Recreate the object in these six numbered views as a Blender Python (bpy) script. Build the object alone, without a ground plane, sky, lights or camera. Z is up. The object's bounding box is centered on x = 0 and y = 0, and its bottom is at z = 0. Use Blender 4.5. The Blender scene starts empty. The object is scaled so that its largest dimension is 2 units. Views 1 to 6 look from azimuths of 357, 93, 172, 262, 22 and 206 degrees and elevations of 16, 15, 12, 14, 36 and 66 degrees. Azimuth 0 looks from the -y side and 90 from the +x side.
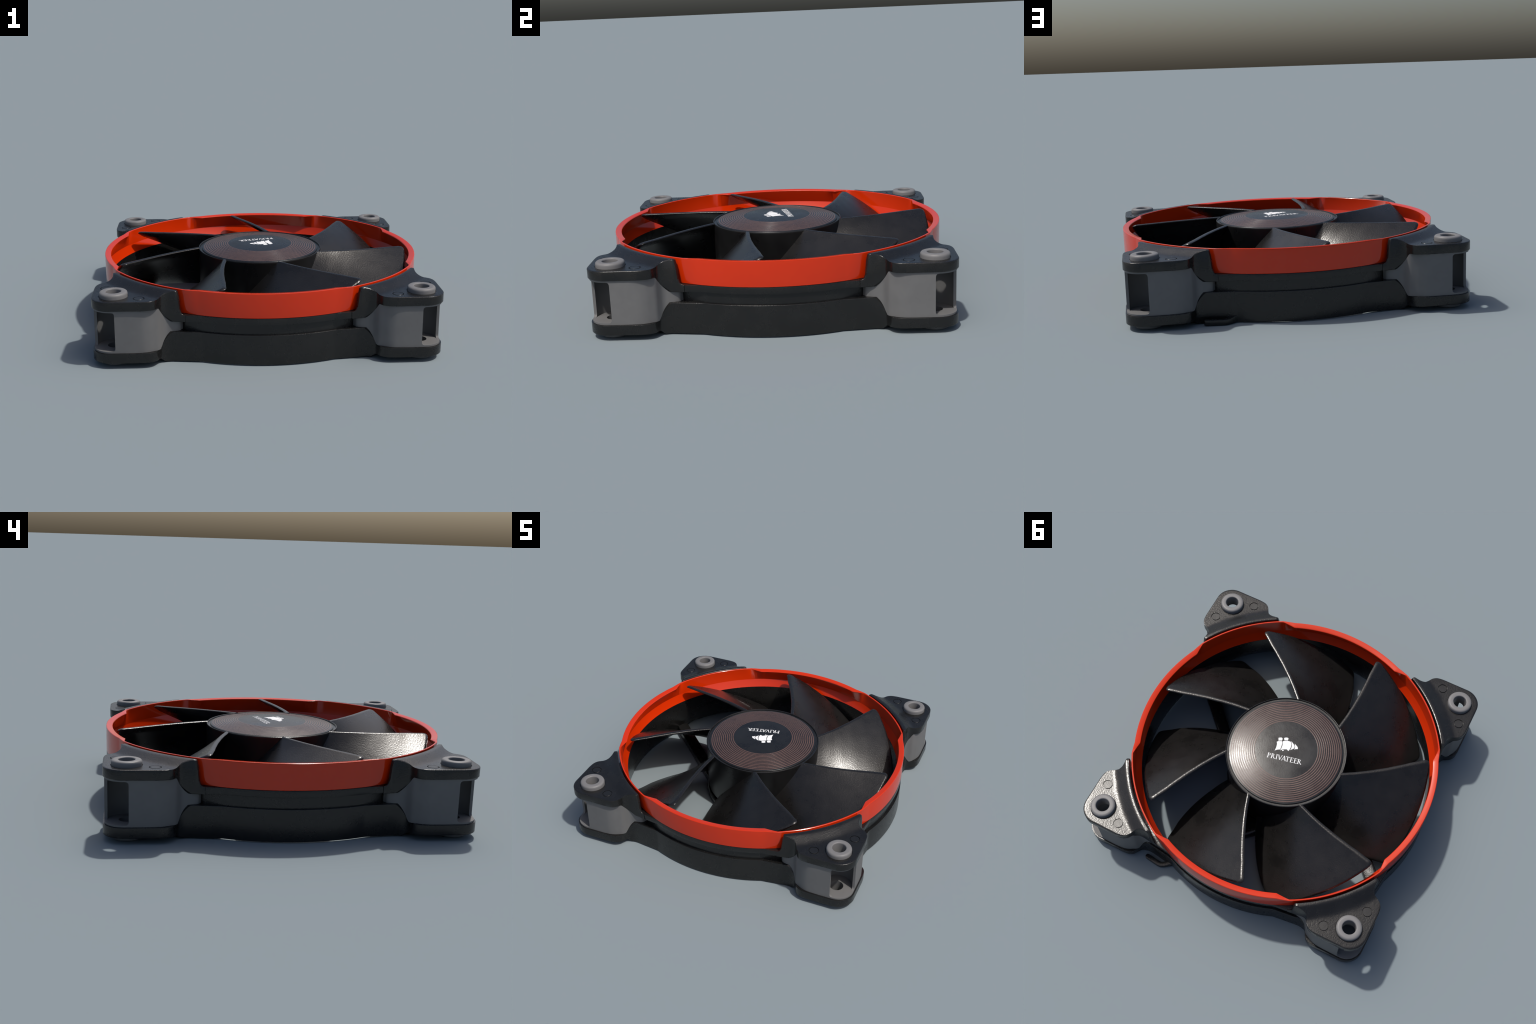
import bpy, bmesh, math
from mathutils import Vector, Matrix

# =====================================================================
#  A 120 mm case fan lying on its back: black square frame with rubber
#  corner pads, a red inlet ring, and a seven-blade impeller.
#  Frame of reference: metres, z up, frame side = 2.0 (i.e. 60 mm = 1 m)
# =====================================================================

# ---------------------------------------------------------------- helpers
def link(obj, parent=None):
    bpy.context.scene.collection.objects.link(obj)
    if parent is not None:
        obj.parent = parent
    return obj


def mesh_object(name, verts, faces, mat, parent=None, smooth_angle=35, merge=0.0):
    me = bpy.data.meshes.new(name)
    me.from_pydata([tuple(v) for v in verts], [], faces)
    bm = bmesh.new()
    bm.from_mesh(me)
    if merge > 0:
        bmesh.ops.remove_doubles(bm, verts=bm.verts, dist=merge)
    bmesh.ops.recalc_face_normals(bm, faces=bm.faces)
    bm.to_mesh(me)
    bm.free()
    me.materials.append(mat)
    obj = bpy.data.objects.new(name, me)
    link(obj, parent)
    shade(obj, smooth_angle)
    return obj


def shade(obj, angle=35):
    me = obj.data
    bm = bmesh.new()
    bm.from_mesh(me)
    lim = math.radians(angle)
    for f in bm.faces:
        f.smooth = True
    for e in bm.edges:
        e.smooth = len(e.link_faces) == 2 and e.calc_face_angle(0.0) < lim
    bm.to_mesh(me)
    bm.free()


def loft(sections, closed_loop, cap=True):
    """Skin a list of closed cross-sections (equal point counts)."""
    n = len(sections[0])
    verts = [p for s in sections for p in s]
    faces = []
    m = len(sections)
    for i in range(m if closed_loop else m - 1):
        j = (i + 1) % m
        for k in range(n):
            l = (k + 1) % n
            faces.append((i * n + k, i * n + l, j * n + l, j * n + k))
    if cap and not closed_loop:
        faces.append(tuple(range(n)))
        faces.append(tuple((m - 1) * n + k for k in range(n)))
    return verts, faces


def lathe(profile, steps=128):
    """Closed profile of (r, z) spun about z."""
    secs = []
    for i in range(steps):
        a = 2 * math.pi * i / steps
        secs.append([(r * math.cos(a), r * math.sin(a), z) for r, z in profile])
    return loft(secs, True)


def round_corner(p, a, b, rad, seg=4):
    """Points rounding the corner p between directions to a and b (2-D)."""
    p, a, b = Vector(p), Vector(a), Vector(b)
    u = (a - p).normalized()
    v = (b - p).normalized()
    d = min(rad, (a - p).length * .45, (b - p).length * .45)
    out = []
    for i in range(seg + 1):
        t = i / seg
        q = (p + u * d) * (1 - t) ** 2 + p * 2 * t * (1 - t) + (p + v * d) * t ** 2
        out.append((q.x, q.y))
    return out


def rounded(profile, radii, seg=4):
    out = []
    n = len(profile)
    for i, p in enumerate(profile):
        r = radii[i] if isinstance(radii, (list, tuple)) else radii
        if r <= 0:
            out.append(tuple(p))
        else:
            out += round_corner(p, profile[i - 1], profile[(i + 1) % n], r, seg)
    return out


def catmull(pts, step):
    """Catmull-Rom through points, about `step` apart."""
    out = []
    for i in range(len(pts) - 1):
        p0 = Vector(pts[max(i - 1, 0)])
        p1 = Vector(pts[i])
        p2 = Vector(pts[i + 1])
        p3 = Vector(pts[min(i + 2, len(pts) - 1)])
        n = max(1, int(math.ceil((p2 - p1).length / step)))
        for k in range(n):
            t = k / n
            q = 0.5 * ((2 * p1) + (p2 - p0) * t + (2 * p0 - 5 * p1 + 4 * p2 - p3) * t * t
                       + (3 * p1 - p0 - 3 * p2 + p3) * t ** 3)
            out.append((q.x, q.y))
    out.append(tuple(pts[-1]))
    return out


def interp(table, x):
    if x <= table[0][0]:
        return table[0][1]
    for (x0, y0), (x1, y1) in zip(table, table[1:]):
        if x <= x1:
            return y0 + (y1 - y0) * (x - x0) / (x1 - x0)
    return table[-1][1]


def smooth01(t):
    t = max(0.0, min(1.0, t))
    return t * t * (3 - 2 * t)


def boolean(obj, verts, faces, op='DIFFERENCE'):
    me = bpy.data.meshes.new('cutter')
    me.from_pydata([tuple(v) for v in verts], [], faces)
    bm = bmesh.new()
    bm.from_mesh(me)
    bmesh.ops.recalc_face_normals(bm, faces=bm.faces)
    bm.to_mesh(me)
    bm.free()
    cut = bpy.data.objects.new('cutter', me)
    bpy.context.scene.collection.objects.link(cut)
    mod = obj.modifiers.new('cut', 'BOOLEAN')
    mod.operation = op
    mod.solver = 'EXACT'
    mod.object = cut
    dg = bpy.context.evaluated_depsgraph_get()
    dg.update()
    new = bpy.data.meshes.new_from_object(obj.evaluated_get(dg))
    old = obj.data
    mat = old.materials[0]
    name = old.name
    obj.modifiers.clear()
    obj.data = new
    new.materials.clear()
    new.materials.append(mat)
    for p in new.polygons:
        p.material_index = 0
    bpy.data.meshes.remove(old)
    new.name = name
    bpy.data.objects.remove(cut)
    bpy.data.meshes.remove(me)


def cylinder(cx, cy, r, z0, z1, n=48):
    v, f = [], []
    for i in range(n):
        a = 2 * math.pi * i / n
        v.append((cx + r * math.cos(a), cy + r * math.sin(a), z0))
    v += [(x, y, z1) for x, y, _ in v]
    for i in range(n):
        j = (i + 1) % n
        f.append((i, j, n + j, n + i))
    f.append(tuple(range(n)))
    f.append(tuple(range(n, 2 * n)))
    return v, f


def merge_geo(*geos):
    V, F = [], []
    for v, f in geos:
        o = len(V)
        V += list(v)
        F += [tuple(i + o for i in q) for q in f]
    return V, F


def annulus(cx, cy, r0, r1, z0, z1, n=40):
    secs = []
    for i in range(n):
        a = 2 * math.pi * i / n
        c, s = math.cos(a), math.sin(a)
        secs.append([(cx + r * c, cy + r * s, z) for r, z in ((r0, z0), (r1, z0), (r1, z1), (r0, z1))])
    return loft(secs, True)


def four(obj):
    """Three more copies of a corner part, a quarter turn apart."""
    out = [obj]
    for k in (1, 2, 3):
        c = obj.copy()
        c.rotation_euler = (0, 0, k * math.pi / 2)
        bpy.context.scene.collection.objects.link(c)
        out.append(c)
    return out


# -------------------------------------------------------------- materials
def plastic(name, base, dark, rough, rough_var, grain, grain_scale, spec=0.5, blotch=6.0, coat=0.0):
    m = bpy.data.materials.new(name)
    m.use_nodes = True
    nt = m.node_tree
    b = nt.nodes['Principled BSDF']
    tc = nt.nodes.new('ShaderNodeTexCoord')
    n1 = nt.nodes.new('ShaderNodeTexNoise')
    n1.inputs['Scale'].default_value = blotch
    n1.inputs['Detail'].default_value = 6
    n1.inputs['Roughness'].default_value = .62
    nt.links.new(tc.outputs['Object'], n1.inputs['Vector'])
    ramp = nt.nodes.new('ShaderNodeValToRGB')
    ramp.color_ramp.elements[0].position = .32
    ramp.color_ramp.elements[0].color = (*dark, 1)
    ramp.color_ramp.elements[1].position = .62
    ramp.color_ramp.elements[1].color = (*base, 1)
    nt.links.new(n1.outputs['Fac'], ramp.inputs['Fac'])
    nt.links.new(ramp.outputs['Color'], b.inputs['Base Color'])
    mr = nt.nodes.new('ShaderNodeMapRange')
    mr.inputs['From Min'].default_value = .3
    mr.inputs['From Max'].default_value = .7
    mr.inputs['To Min'].default_value = rough - rough_var
    mr.inputs['To Max'].default_value = rough + rough_var
    nt.links.new(n1.outputs['Fac'], mr.inputs['Value'])
    nt.links.new(mr.outputs['Result'], b.inputs['Roughness'])
    b.inputs['Specular IOR Level'].default_value = spec
    if coat:
        b.inputs['Coat Weight'].default_value = coat
        b.inputs['Coat Roughness'].default_value = .08
    if grain > 0:
        n2 = nt.nodes.new('ShaderNodeTexNoise')
        n2.inputs['Scale'].default_value = grain_scale
        n2.inputs['Detail'].default_value = 2
        nt.links.new(tc.outputs['Object'], n2.inputs['Vector'])
        bp = nt.nodes.new('ShaderNodeBump')
        bp.inputs['Strength'].default_value = grain
        bp.inputs['Distance'].default_value = .0025
        nt.links.new(n2.outputs['Fac'], bp.inputs['Height'])
        nt.links.new(bp.outputs['Normal'], b.inputs['Normal'])
    return m


M_FRAME = plastic('black_moulded_plastic', (.0108, .0106, .0103), (.0075, .0073, .0071), .27, .05, .33, 130, spec=.5)
M_BLADE = plastic('black_blade_plastic', (.0140, .0130, .0126), (.0085, .0080, .0078), .29, .05, .30, 120, spec=.5)
M_HUB = plastic('black_hub_plastic', (.012, .012, .0122), (.008, .008, .0083), .31, .06, .12, 150, spec=.5)
M_PAD = plastic('grey_rubber', (.150, .149, .149), (.138, .137, .137), .62, .05, .06, 60, spec=.35, blotch=14)
M_GROMMET = plastic('light_grey_rubber', (.175, .172, .173), (.165, .162, .163), .48, .04, .04, 60, spec=.4, blotch=14)
M_RED = plastic('red_gloss_plastic', (.600, .0290, .0018), (.580, .0275, .0015), .14, .03, .0, 60, spec=.5, blotch=4)
M_RINGS = plastic('copper_tinted_ink', (.108, .063, .053), (.092, .053, .045), .32, .06, .10, 120, spec=.5, blotch=10)
M_DISC = plastic('black_label', (.014, .0145, .0155), (.009, .009, .010), .29, .08, .10, 100, spec=.5, blotch=9)
M_WHITE = plastic('white_print', (.86, .86, .86), (.84, .84, .84), .5, .02, .0, 60, spec=.4)

# ------------------------------------------------------------ root object
fan = bpy.data.objects.new('cooling_fan', None)
link(fan)
fan['label'] = 'black square computer cooling fan with red ring and grey corners'
fan['category'] = 'computer fan'

# ---------------------------------------------------- plan outline (frame)
# from the middle of a side (0, 1) to the corner tip on the diagonal
HALF_ARC = [(math.sin(a), math.cos(a)) for a in [math.asin(.376) * i / 22 for i in range(23)]]
NECK = [(.376, .9266), (.430, .9195), (.490, .9120), (.545, .9050), (.577, .9065), (.599, .9155), (.613, .929),
        (.624, .949), (.639, .973), (.665, .990), (.705, .9965), (.760, .997)]
FLANGE = [(.760, .997), (.82, .997), (.885, .997)]
TIP_C, TIP_R = .885, .112
TIP = [(TIP_C + TIP_R * math.sin(a), TIP_C + TIP_R * math.cos(a)) for a in
       [math.pi / 4 * i / 10 for i in range(11)]]
HALF = HALF_ARC[:-1] + catmull(NECK, .009)[:-1] + FLANGE[:-1] + TIP


def inner_angles(pts):
    out, last = [], 1e9
    for x, y in pts:
        a = math.atan2(y, x)
        a = min(a, last - 1e-3)
        out.append(a)
        last = a
    # keep the diagonal exactly on 45 degrees
    k = (out[0] - math.pi / 4) / (out[0] - out[-1])
    return [out[0] - (out[0] - a) * k for a in out]


HALF_ANG = inner_angles(HALF)


def full_columns():
    """(angle, outer x, outer y) all round the frame."""
    quad = []
    for a, (x, y) in zip(HALF_ANG, HALF):
        quad.append((a, x, y))
    for a, (x, y) in reversed(list(zip(HALF_ANG, HALF))[1:-1]):
        quad.append((math.pi / 2 - a, y, x))
    cols = []
    for k in range(4):
        c, s = math.cos(-k * math.pi / 2), math.sin(-k * math.pi / 2)
        for a, x, y in quad:
            cols.append((a - k * math.pi / 2, c * x - s * y, s * x + c * y))
    return cols


def corner_columns(x_start):
    """Columns of one corner (both mirrored halves), from x_start on one side."""
    first = [(a, x, y) for a, (x, y) in zip(HALF_ANG, HALF) if x >= x_start - 1e-6]
    second = [(math.pi / 2 - a, y, x) for a, x, y in reversed(first[:-1])]
    return first + second


FULL = full_columns()

# heights of the frame as functions of distance from the axis
Z_TOP, Z_BOT = .4165, 0.0


def cap_top(r):            # flange, concave rise, crest beside the ring
    return interp(CAP_OVER, r)


CAP_OVER = [(1.044, .4215), (1.051, .4208), (1.059, .4178), (1.070, .4128), (1.098, .4002), (1.110, .3950),
            (1.122, .3910), (1.132, .3893), (1.142, .3890)]
CAP_UNDER = [(1.055, .2390), (1.079, .2700), (1.103, .2990), (1.128, .3320), (1.133, .3360)]
BASE_OVER = [(1.057, .1785), (1.079, .1440), (1.094, .1200), (1.106, .1010), (1.116, .0890), (1.122, .0870)]
BASE_UNDER = [(1.082, .0025), (1.112, .0300)]


def cap_under(r):
    return interp(CAP_UNDER, r)


def base_over(r):
    return interp(BASE_OVER, r)


def base_under(r):
    return interp(BASE_UNDER, r)


# -------------------------------------------------- lower frame + throat
def corner_amount(a):
    d = abs((math.degrees(a) - 45 + 45) % 90 - 45)
    return smooth01((22 - d) / 14)


def build_lower_frame():
    secs = []
    NR = 26
    for a, ox, oy in FULL:
        ca, sa = math.cos(a), math.sin(a)
        ro = math.hypot(ox, oy)
        q = corner_amount(a)
        sec = []
        # throat, from the ring seat down to the outlet edge
        for r, z in ((.9640, .2782), (.9615, .24), (.9600, .19), (.9610 + .004 * q, .13), (.968 + .022 * q, .07),
                     (.977 + .045 * q, .03), (.984 + .062 * q, .006), (.987 + .064 * q, .0025)):
            sec.append((r * ca, r * sa, z))
        ri = .987 + .064 * q

        def along(t, r0):
            ix, iy = r0 * ca, r0 * sa
            return ix + (ox - ix) * t, iy + (oy - iy) * t

        c = .0042
        w = max(.02, ro - ri)
        for i in range(1, NR):
            x, y = along(i / NR * (1 - c / w), ri)
            sec.append((x, y, base_under(math.hypot(x, y))))
        zb, zt = base_under(ro), base_over(ro)
        for f, g in ((.45, .15), (.1, .55), (0, 1.2)):
            x, y = along(1 - f * c / w, ri)
            sec.append((x, y, zb + g * c))
        w2 = max(.012, ro - .986)
        for f, g in ((0, 1.2), (.1, .55), (.45, .15)):
            x, y = along(1 - f * c * .5 / w2, .986)
            sec.append((x, y, zt - g * c * .5))
        for i in range(NR - 1, -1, -1):
            x, y = along(i / NR * (1 - c / w2), .986)
            sec.append((x, y, base_over(math.hypot(x, y))))
        sec.append((.986 * ca, .986 * sa, .2782))
        secs.append(sec)
    v, f = loft(secs, True)
    return mesh_object('frame_base', v, f, M_FRAME, fan, 38)


base = build_lower_frame()
HOLE = .8735
cuts = []
for sx in (-1, 1):
    for sy in (-1, 1):
        cuts.append(cylinder(sx * HOLE, sy * HOLE, .060, -.05, .20, 40))
boolean(base, *merge_geo(*cuts))
shade(base, 38)


# ------------------------------------------- lip that carries the red ring
def build_lip():
    secs = []
    for a, ox, oy in FULL:
        ca, sa = math.cos(a), math.sin(a)
        ro = math.hypot(ox, oy)
        k = min(1.0, 1.052 / ro)
        if min(abs(ox), abs(oy)) > .472:          # tuck in behind the corner brackets
            k -= .0035
        ox, oy = ox * k, oy * k
        ix, iy = .9660 * ca, .9660 * sa
        nx, ny = ox - ix, oy - iy
        L = math.hypot(nx, ny)
        prof = rounded([(0, .2400), (L, .2400), (L, .2790), (0, .2790)], [0, .004, .004, 0], 2)
        secs.append([(ix + nx * d / L, iy + ny * d / L, z) for d, z in prof])
    v, f = loft(secs, True)
    return mesh_object('frame_lip', v, f, M_FRAME, base, 38)


build_lip()


# ----------------------------------------------- corner brackets (towers)
def end_limit(x):          # height allowed near the free end of a tower
    return interp([(.470, .2797), (.486, .2812), (.496, .2875), (.503, .2990), (.507, .3150), (.517, .4080),
                   (.520, .4150), (.526, .4195), (.533, .4215)], x)


def build_bracket():
    secs = []
    NR = 30
    R_IN = 1.0265
    cols = corner_columns(.470)
    for a, ox, oy in cols:
        ca, sa = math.cos(a), math.sin(a)
        ro = math.hypot(ox, oy)
        lim = end_limit(min(ox, oy))
        ix, iy = R_IN * ca, R_IN * sa
        w = ro - R_IN
        if w < .004:
            ix, iy = (ro - .004) * ca, (ro - .004) * sa
            w = .004
        c = min(.0048, w * .3)

        def at(d):
            return ix + (ox - ix) * d / w, iy + (oy - iy) * d / w

        top = lambda x, y: min(cap_top(math.hypot(x, y)), lim)
        sec = []
        x, y = at(0)
        zu = .2387
        sec.append((x, y, zu))
        zt = top(x, y)
        for d, g in ((0, 1), (.25, .4), (.8, .05)):
            x, y = at(d * c)
            sec.append((x, y, max(zt - g * c, zu + .002)))
        for i in range(1, NR):
            x, y = at(c + (w - 2 * c) * i / NR)
            sec.append((x, y, top(x, y)))
        zo, zv = top(ox, oy), cap_under(ro) + 0.0
        zv = min(zv, zo - .01)
        for d, g in ((.8, .05), (.25, .4), (0, 1)):
            x, y = at(w - d * c)
            sec.append((x, y, zo - g * c * .8))
        for d, g in ((0, .6), (.6, 0)):
            x, y = at(w - d * c)
            sec.append((x, y, zv + g * c))
        for i in range(NR - 1, 0, -1):
            x, y = at(c + (w - 2 * c) * i / NR)
            sec.append((x, y, min(cap_under(math.hypot(x, y)), top(x, y) - .01)))
        secs.append(sec)
    v, f = loft(secs, False)
    ob = mesh_object('corner_bracket', v, f, M_FRAME, base, 38)
    boolean(ob, *cylinder(HOLE, HOLE, .0830, .30, .50, 64))
    # moulding marks: a ring groove around each of two pegs
    boolean(ob, *merge_geo(cylinder(PEG[0], PEG[1], .0325, .3840, .42), cylinder(PEG[1], PEG[0], .0325, .3840, .42)))
    shade(ob, 38)
    return ob


PEG = (.7290, .9290)
pv, pf = lathe(rounded([(.0003, .3830), (.0280, .3830), (.0280, .3896), (.0003, .3896)], [0, 0, .0008, 0], 1), 48)
peg = mesh_object('peg', pv, pf, M_HUB, None, 12)
first = True
for bracket in four(build_bracket()):
    for px, py in (PEG, PEG[::-1]):
        c = peg if first else peg.copy()
        if not first:
            bpy.context.scene.collection.objects.link(c)
        first = False
        c.parent = bracket
        c.location = (px, py, 0)


# --------------------------------------------------- grey rubber corner pads
PAD_NECK = [(.497, .868), (.500, .8765), (.509, .8850), (.530, .8920), (.560, .8965), (.580, .9005), (.597, .9110),
            (.610, .9275), (.625, .9475), (.650, .9625), (.675, .9750), (.710, .9850), (.760, .9885)]
PAD_TIP_R = .1035
PAD_HALF = catmull(PAD_NECK, .008) + [(.82, .9885)] + [
    (TIP_C + PAD_TIP_R * math.sin(t), TIP_C + PAD_TIP_R * math.cos(t)) for t in [math.pi / 4 * i / 10 for i in range(11)]]


def build_pad():
    angs = inner_angles(PAD_HALF)
    first = [(a, x, y) for a, (x, y) in zip(angs, PAD_HALF)]
    cols = first + [(math.pi / 2 - a, y, x) for a, x, y in reversed(first[:-1])]
    secs = []
    NR = 26
    for a, ox, oy in cols:
        ca, sa = math.cos(a), math.sin(a)
        R = .984
        ix, iy = R * ca, R * sa
        w = math.hypot(ox, oy) - R
        sec = []

        def at(t):
            return ix + (ox - ix) * t, iy + (oy - iy) * t

        for i in range(NR + 1):
            x, y = at(i / NR)
            sec.append((x, y, cap_under(math.hypot(x, y)) - .0008))
        for i in range(NR, -1, -1):
            x, y = at(i / NR)
            sec.append((x, y, base_over(math.hypot(x, y)) + .0008))
        secs.append(sec)
    v, f = loft(secs, False)
    ob = mesh_object('corner_pad', v, f, M_PAD, fan, 38)
    # screw pocket with a window through the outer corner
    z0, z1 = .0970, .3270
    boolean(ob, *cylinder(HOLE, HOLE, .1000, z0, z1, 72))
    # window: rounded box pushed out through the corner
    prof = rounded([(0, z0 + .0006), (.30, z0 + .0006), (.30, z1 - .0006), (0, z1 - .0006)], [.020, 0, 0, .020], 5)
    W0 = .8630
    wv, n = [], len(prof)
    # sweep the profile round the corner: from the x-face to the y-face
    s1 = [(W0 + d, W0 + d, z) for d, z in prof]
    sx = [(W0 + d, 1.30, z) for d, z in prof]
    sy = [(1.30, W0 + d, z) for d, z in prof]
    v1, f1 = loft([sx, s1, sy], False)
    boolean(ob, v1, f1)
    boolean(ob, *cylinder(HOLE, HOLE, .0425, .0, .5, 48))
    shade(ob, 38)
    return ob


pads = four(build_pad())

# grommets: a thick washer above, a low one below
top_prof = rounded([(.0425, .3290), (.0800, .3290), (.0800, .4185), (.0425, .4185)], [0, 0, .017, .008], 6)
v, f = lathe(top_prof, 64)
g = mesh_object('grommet', v, f, M_GROMMET, None, 50)
low_prof = rounded([(.0425, .0), (.0780, .0), (.0780, .0300), (.0590, .0300), (.0590, .0900), (.0425, .0900)],
                   [.006, .016, 0, 0, 0, 0], 5)
v, f = lathe(low_prof, 64)
gl = mesh_object('grommet', v, f, M_PAD, None, 50)
for k, pad in enumerate(pads):
    for src in (g, gl):
        c = src if k == 0 else src.copy()
        if k:
            bpy.context.scene.collection.objects.link(c)
        c.parent = pad
        c.location = (HOLE, HOLE, 0)


# ------------------------------------------------------------ red inlet ring
def build_ring():
    secs = []
    N = 720
    for i in range(N):
        a = 2 * math.pi * i / N
        d = abs((math.degrees(a)) % 90 - 45)          # degrees from the diagonal
        k = max(0.0, min(1.0, (21.6 - d) / 4.6))       # 1 in the corners, 0 along the sides
        k2 = smooth01((27.0 - d) / 13.0)
        prof = [(.9640, .2800), (.9990, .2800), (1.0005, .2815),
                (1.0015 + .0125 * k, .4170), (1.0005 + .0130 * k, .4225), (.9975 + .0140 * k, .4240),
                (.9690 + .0370 * k, .4208 + .0030 * k), (.9650 + .0395 * k, .4192 + .0035 * k),
                (.9630 + .0405 * k, .4160 + .0050 * k), (.9645 + .0390 * (.6 * k + .4 * k2), .4105 + .0070 * k),
                (.9960, .3330), (.9950, .3300)]
        ca, sa = math.cos(a), math.sin(a)
        secs.append([(r * ca, r * sa, z) for r, z in prof])
    v, f = loft(secs, True)
    return mesh_object('inlet_ring', v, f, M_RED, fan, 24)


build_ring()

# ------------------------------------------------------------- cable clip
def build_clip():
    z0, z1 = .001, .0315
    path = [(.375, .905), (.405, .926), (.430, .946), (.448, .9555), (.468, .9555), (.520, .9495), (.554, .9450), (.562, .944), (.566, .9435)]
    secs = []
    n = len(path)
    for i, (x, y) in enumerate(path):
        x0, y0 = path[max(i - 1, 0)]
        x1, y1 = path[min(i + 1, n - 1)]
        t = Vector((x1 - x0, y1 - y0)).normalized()
        nx, ny = -t.y, t.x
        h = .0160 * (.45 if i == n - 1 else .8 if i == n - 2 else 1)
        zz = z1 + (.010 if i == 0 else .006 if i == 1 else 0)
        prof = rounded([(-h, z0), (h, z0), (h, zz), (-h, zz)], .004, 2)
        secs.append([(x + nx * d, y + ny * d, z) for d, z in prof])
    v, f = loft(secs, False)
    return mesh_object('cable_clip', v, f, M_FRAME, base, 38)


build_clip()

# --------------------------------------------------- motor base and struts
v, f = lathe(rounded([(0.0005, .006), (.400, .006), (.405, .040), (.395, .060), (0.0005, .060)], [0, .006, .004, .006, 0], 3), 96)
motor = mesh_object('motor_base', v, f, M_FRAME, fan, 38)


def build_strut(inner=.268):
    # tangential bar: normal along +x, running towards -y, later turned 45 degrees
    secs = []
    for y in (.02, -.25, -.50, -.66, -.78, -.93):
        w = .002 * abs(y)
        ins = inner if y > -.7 else .268
        prof = rounded([(ins - w, .006), (.352 + w, .006), (.352 + w, .066), (.340, .072), (ins - w, .060)], .006, 2)
        secs.append([(d, y, z) for d, z in prof])
    v, f = loft(secs, False)
    return mesh_object('strut', v, f, M_FRAME, motor, 38)


for k, s in enumerate(four(build_strut())):
    s.rotation_euler = (0, 0, math.pi / 4 + k * math.pi / 2)
    if k == 1:                      # the strut that carries the leads is broader
        broad = build_strut(.195)
        s.data = broad.data
        bpy.data.objects.remove(broad)

# -------------------------------------------------------------- impeller hub
HUB_R, HUB_Z = .3985, .4320


def dome(r):               # the hub face bulges gently
    return .4300 + .0290 * (1 - (r / .3735) ** 2.6)


prof = [(.0005, .075), (.392, .075), (.3935, .10), (.3975, .420), (.3985, .4270), (.3970, .4310), (.3950, .4320), (.3925, .4312),
        (.3905, .4280), (.3898, .4235), (.3770, .4230), (.3764, .4275), (.3755, .4290)]
prof += [(r, dome(r)) for r in (.3735, .34, .30, .26, .22, .18, .14, .10, .06, .03, .0005)]
v, f = lathe(prof, 192)
hub = mesh_object('impeller', v, f, M_HUB, fan, 38)

# printed disc and its twelve raised concentric lines
rr = [.0005 + .373 * i / 24 for i in range(25)]
v, f = lathe([(r, dome(r) - .0005) for r in rr] + [(r, dome(r) + .0006) for r in reversed(rr)], 160)
disc = mesh_object('hub_label', v, f, M_DISC, hub, 38)
for i in range(12):
    r = .2110 + i * (.3610 - .2110) / 11
    h = .0040
    v, f = lathe([(r + h * u, dome(r + h * u) + w) for u, w in ((-1, .0002), (1, .0002), (.95, .0010), (.8, .0012), (-.8, .0012), (-.95, .0010))], 160)
    mesh_object('label_ring', v, f, M_RINGS, disc, 60)


# ------------------------------------------------------------------- blades
LEAD = [(.38, -23.2), (.40, -22.1), (.425, -19.8), (.47, -17.1), (.52, -14.2), (.61, -10.0), (.715, -6.1), (.82, -2.9), (.93, -0.6), (.95, -.2)]
TRAIL = [(.38, -66.2), (.408, -64.0), (.525, -57.9), (.616, -54.1), (.715, -50.2), (.815, -46.3), (.86, -44.2), (.945, -41.2)]
R_TIP = .9440


def blade_point(r, s):
    dl, dt = interp(LEAD, r), interp(TRAIL, r)
    # round the two outer corners of the blade
    for rad, which in ((.034, 0), (.030, 1)):
        e = (r - (R_TIP - rad)) / rad
        if e > 0:
            back = rad * (1 - math.sqrt(max(0.0, 1 - e * e))) / r
            if which == 0:
                dl -= math.degrees(back)
            else:
                dt += math.degrees(back) * .8
    d = dl + (dt - dl) * s
    # height follows the un-rounded chord so the corners stay in the blade surface
    l0, t0 = interp(LEAD, r), interp(TRAIL, r)
    u = (l0 - d) / (l0 - t0)
    k = (r - .40) / .545
    zl = .4300 - .0050 * k
    zt = .108 - .012 * k
    z = zl + (zt - zl) * u + (.020 + .022 * k) * u * (1 - u) * (1.5 - u) + .006 * math.exp(-u / .10)
    a = math.radians(d)
    return Vector((r * math.cos(a), r * math.sin(a), z))


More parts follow.
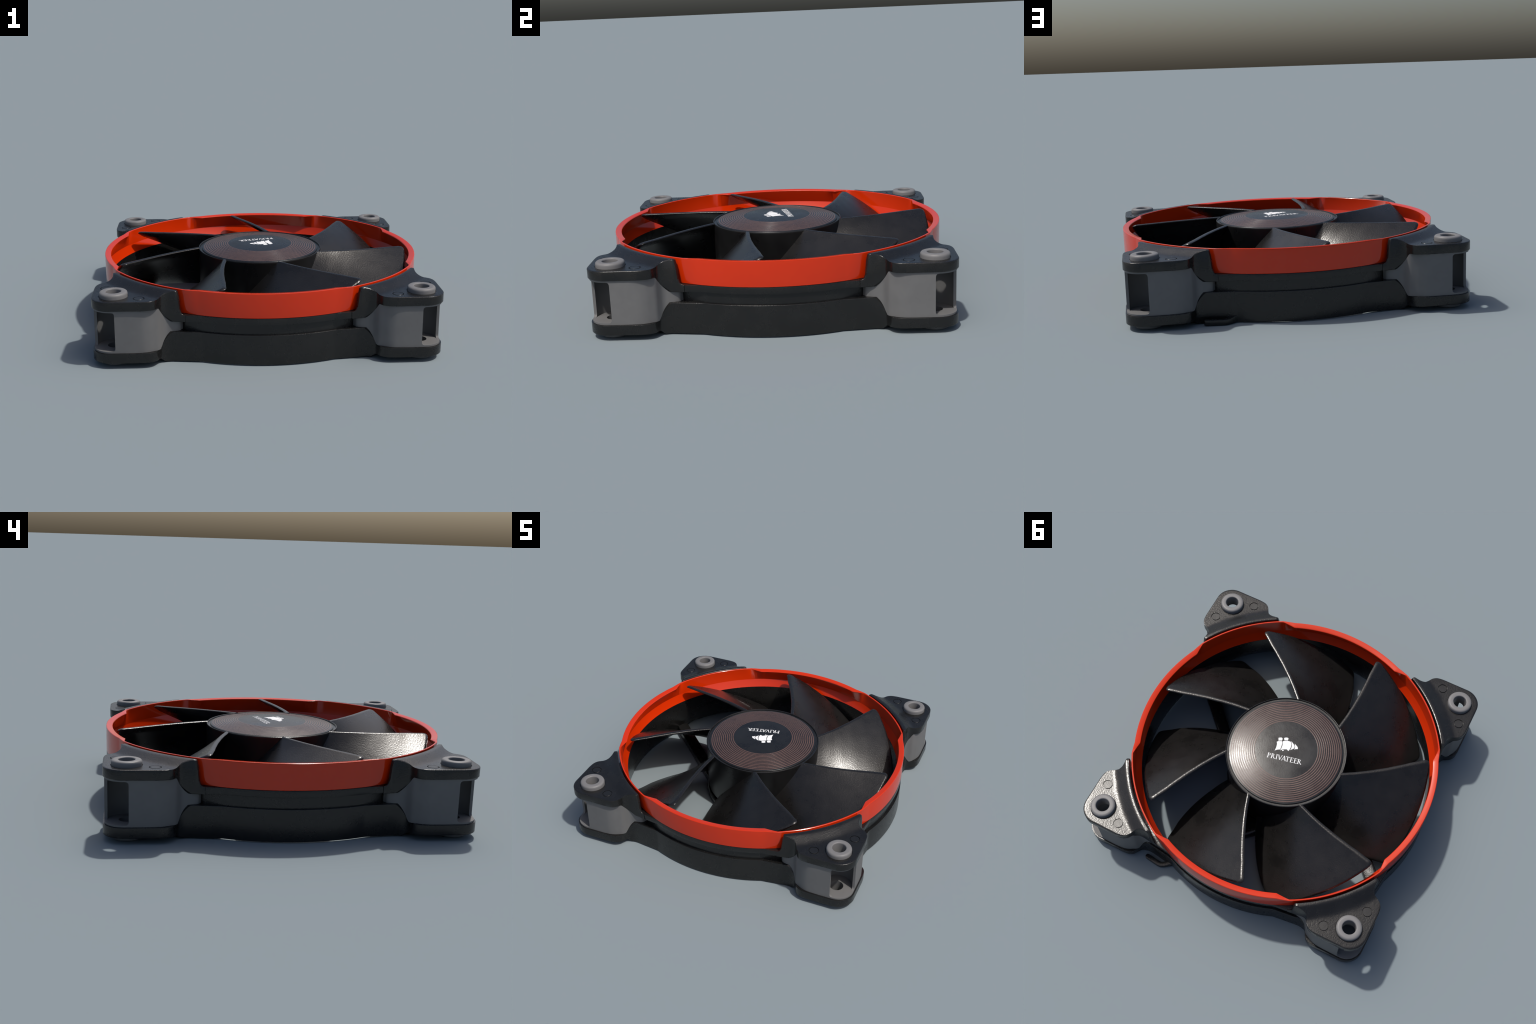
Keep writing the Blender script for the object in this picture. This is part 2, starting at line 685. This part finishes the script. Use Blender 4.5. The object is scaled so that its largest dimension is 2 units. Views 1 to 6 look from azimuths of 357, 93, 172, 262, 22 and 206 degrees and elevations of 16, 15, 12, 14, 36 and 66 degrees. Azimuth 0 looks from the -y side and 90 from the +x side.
def build_blade():
    NS, NRAD = 34, 30
    rs = [.3925 + (R_TIP - .034 - .3925) * i / (NRAD - 8) for i in range(NRAD - 7)]
    rs += [R_TIP - .034 + .034 * math.sin(math.pi / 2 * i / 7) for i in range(1, 8)]
    ss = [0, .0002, .0007, .0016, .003, .005, .0078, .011, .016, .023] + [.03 + .97 * math.sin(math.pi / 2 * i / NS) for i in range(NS + 1)]
    secs = []
    for r in rs:
        edge = max(0.0, (R_TIP - r))
        upper, lower = [], []
        for s in ss:
            p = blade_point(r, s)
            e = 1e-3
            ds = blade_point(r, min(s + e, 1)) - blade_point(r, max(s - e, 0))
            dr = blade_point(min(r + e, R_TIP), s) - blade_point(r - e, s)
            n = dr.cross(ds)
            if n.z < 0:
                n = -n
            n.normalize()
            # thickness: bulbous leading edge, thin trailing edge, rounded rims
            t = .0125 - .0020 * s
            q = max(0.0, 1 - (1 - min(1.0, s / .014)) ** 2.0) ** (1 / 2.0) * math.sqrt(max(0.0, min(1.0, (1 - s) / .02)))
            q *= math.sqrt(max(.15, min(1.0, edge / .008)))
            # the leading edge is cut level, so there the thickness runs sideways
            m = smooth01(s / .10)
            a0 = math.atan2(p.y, p.x)
            side = Vector((-math.sin(a0), math.cos(a0), -.22))
            thick = (-n * m + side * (1 - m)).normalized() * t * (1 + .06 * (1 - m))
            o = p + n * .001 * m
            upper.append(o + thick * (1 - q))
            lower.append(o + thick * (1 + q))
        secs.append([tuple(q) for q in upper] + [tuple(q) for q in reversed(lower[1:-1])])
    v, f = loft(secs, False)
    return mesh_object('blade', v, f, M_BLADE, hub, 40, merge=1e-6)


blade = build_blade()
for k in range(7):
    b = blade if k == 0 else blade.copy()
    if k:
        bpy.context.scene.collection.objects.link(b)
    b.rotation_euler = (0, 0, math.radians(-2.6 + k * 360 / 7))

# ------------------------------------------- white print: ship and lettering
# local frame: origin at the foot of the first letter, x along the base line,
# units of millimetres of the model's metre
PRINT_O = Vector((.0815, .1080))
PRINT_A = math.radians(-166.48)
SHIP = [
    [(36.3, 152.5), (39.5, 155.8), (54.9, 160.4), (61.6, 157.8), (64.5, 152.7), (64.1, 143.9), (62.1, 137.6), (57.6, 138.4), (40.6, 133.3), (39.3, 144.6)],
    [(73.2, 157.7), (75.7, 164.1), (84.4, 167.6), (94.5, 168.7), (100.6, 166.4), (101.8, 159.9), (100.6, 149.0), (78.5, 144.9), (76.0, 151.7)],
    [(31.2, 122.3), (40.7, 129.5), (62.8, 134.9), (65.6, 131.7), (69.6, 119.3), (69.8, 105.8), (68.4, 86.3), (66.4, 73.4), (51.1, 68.7), (37.6, 60.6), (33.3, 55.7), (35.8, 67.8), (38.2, 86.6), (37.4, 107.5), (34.7, 116.5)],
    [(68.6, 133.4), (75.6, 139.0), (103.3, 146.2), (120.0, 145.1), (125.9, 135.0), (130.0, 122.5), (131.1, 105.5), (126.4, 85.3), (121.9, 75.5), (116.9, 78.2), (108.5, 84.7), (85.0, 78.5), (69.3, 68.4), (72.9, 85.5), (74.7, 107.0), (73.2, 120.1)],
    [(123.8, 148.9), (138.1, 138.0), (150.9, 123.8), (154.7, 115.2), (153.4, 102.4), (144.9, 94.6), (131.7, 84.6), (135.3, 98.9), (135.5, 116.2), (131.2, 130.5)],
    [(150.1, 137.1), (163.2, 126.8), (173.9, 117.9), (178.0, 107.5), (176.6, 102.3), (165.8, 100.7), (156.2, 94.1), (158.4, 106.5), (156.6, 119.5)],
    [(79.6, 70.9), (84.4, 73.6), (92.6, 75.6), (89.7, 69.6), (86.2, 66.2), (82.5, 67.2)],
]
SHEET_Z0, SHEET_Z1 = .0002, .0013   # below and above the hub face


def to_hub(x, y):
    c, s = math.cos(PRINT_A), math.sin(PRINT_A)
    x, y = x * .001, y * .001
    return PRINT_O.x + c * x - s * y, PRINT_O.y + s * x + c * y


def print_piece(name, polys):
    V, F = [], []
    for k, poly in enumerate(polys):
        n = len(poly)
        o = len(V)
        z1 = SHEET_Z1 + .00004 * k
        for z in (SHEET_Z0, z1):
            for x, y in poly:
                px, py = to_hub(x, y)
                V.append((px, py, dome(math.hypot(px, py)) + z))
        F.append(tuple(o + i for i in range(n)))
        F.append(tuple(o + n + i for i in range(n)))
        for i in range(n):
            j = (i + 1) % n
            F.append((o + i, o + j, o + n + j, o + n + i))
    return mesh_object(name, V, F, M_WHITE, disc, 30)


for poly in SHIP:
    print_piece('ship_sail', [poly])

H = 34.5           # cap height
TK, TN = 5.0, 2.7  # thick and thin strokes


def bar(x0, y0, x1, y1, w):
    d = Vector((x1 - x0, y1 - y0)).normalized()
    nx, ny = -d.y * w / 2, d.x * w / 2
    return [(x0 + nx, y0 + ny), (x0 - nx, y0 - ny), (x1 - nx, y1 - ny), (x1 + nx, y1 + ny)]


def stem(x):       # upright with small slab serifs
    return [bar(x, 0, x, H, TK), bar(x - 5, 1.0, x + 5, 1.0, 2.0), bar(x - 5, H - 1.0, x + 3.5, H - 1.0, 2.0)]


def bowl(x, yc, rx, ry):
    out = []
    n = 12
    for i in range(n):
        a0 = math.pi / 2 - math.pi * i / n
        a1 = math.pi / 2 - math.pi * (i + 1) / n
        q = []
        for a, k in ((a0, 1), (a1, 1), (a1, 0), (a0, 0)):
            t = TN * .6 + (TK - TN * .6) * math.cos(a) ** 2
            q.append((x + (rx - k * 0) * math.cos(a) - (0 if k else t * math.cos(a)),
                      yc + ry * math.sin(a) - (0 if k else t * .6 * math.sin(a))))
        out.append(q)
    return out


def glyph_p():
    return stem(0) + bowl(1.5, H - 9.4, 13.5, 9.3)


def glyph_r():
    return stem(0) + bowl(1.5, H - 8.6, 12.5, 8.6) + [bar(5.5, H - 16.5, 20, 0.8, TK * .9), bar(18, .9, 24, .9, 1.8)]


def glyph_i():
    return stem(0)


def glyph_v():
    return [bar(-11.5, H, .3, 1.0, TK), bar(11.5, H, 0.3, 1.0, TN), bar(-16, H - 1, -8, H - 1, 2), bar(8, H - 1, 15, H - 1, 2)]


def glyph_a():
    return [bar(-12, 0, 0, H, TN), bar(12, 0, -.3, H + 1, TK), bar(-8, 11, 8, 11, 2.4), bar(-16, 1, -9, 1, 2), bar(8, 1, 16, 1, 2)]


def glyph_t():
    return [bar(0, 0, 0, H, TK), bar(-5, 1, 5, 1, 2), bar(-12.5, H - 1.3, 12.5, H - 1.3, 2.6), bar(-12, H, -12.4, H - 5.5, 2), bar(12, H, 12.4, H - 5.5, 2)]


def glyph_e():
    return stem(0) + [bar(0, H - 1.2, 14, H - 1.2, 2.4), bar(0, H * .52, 11, H * .52, 2.4), bar(0, 1.2, 15, 1.2, 2.4),
                      bar(14, H, 14, H - 5, 2), bar(15, 0, 15.4, 5, 2), bar(11, H * .52 - 2.6, 11, H * .52 + 2.6, 1.8)]


WORD = [(glyph_p, 0), (glyph_r, 24.8), (glyph_i, 57), (glyph_v, 79.3), (glyph_a, 105.5), (glyph_t, 129.6),
        (glyph_e, 151.7), (glyph_e, 177.3), (glyph_r, 200.8)]
for glyph, x0 in WORD:
    print_piece('letter', [[(x + x0, y) for x, y in poly] for poly in glyph()])

bpy.context.view_layer.update()
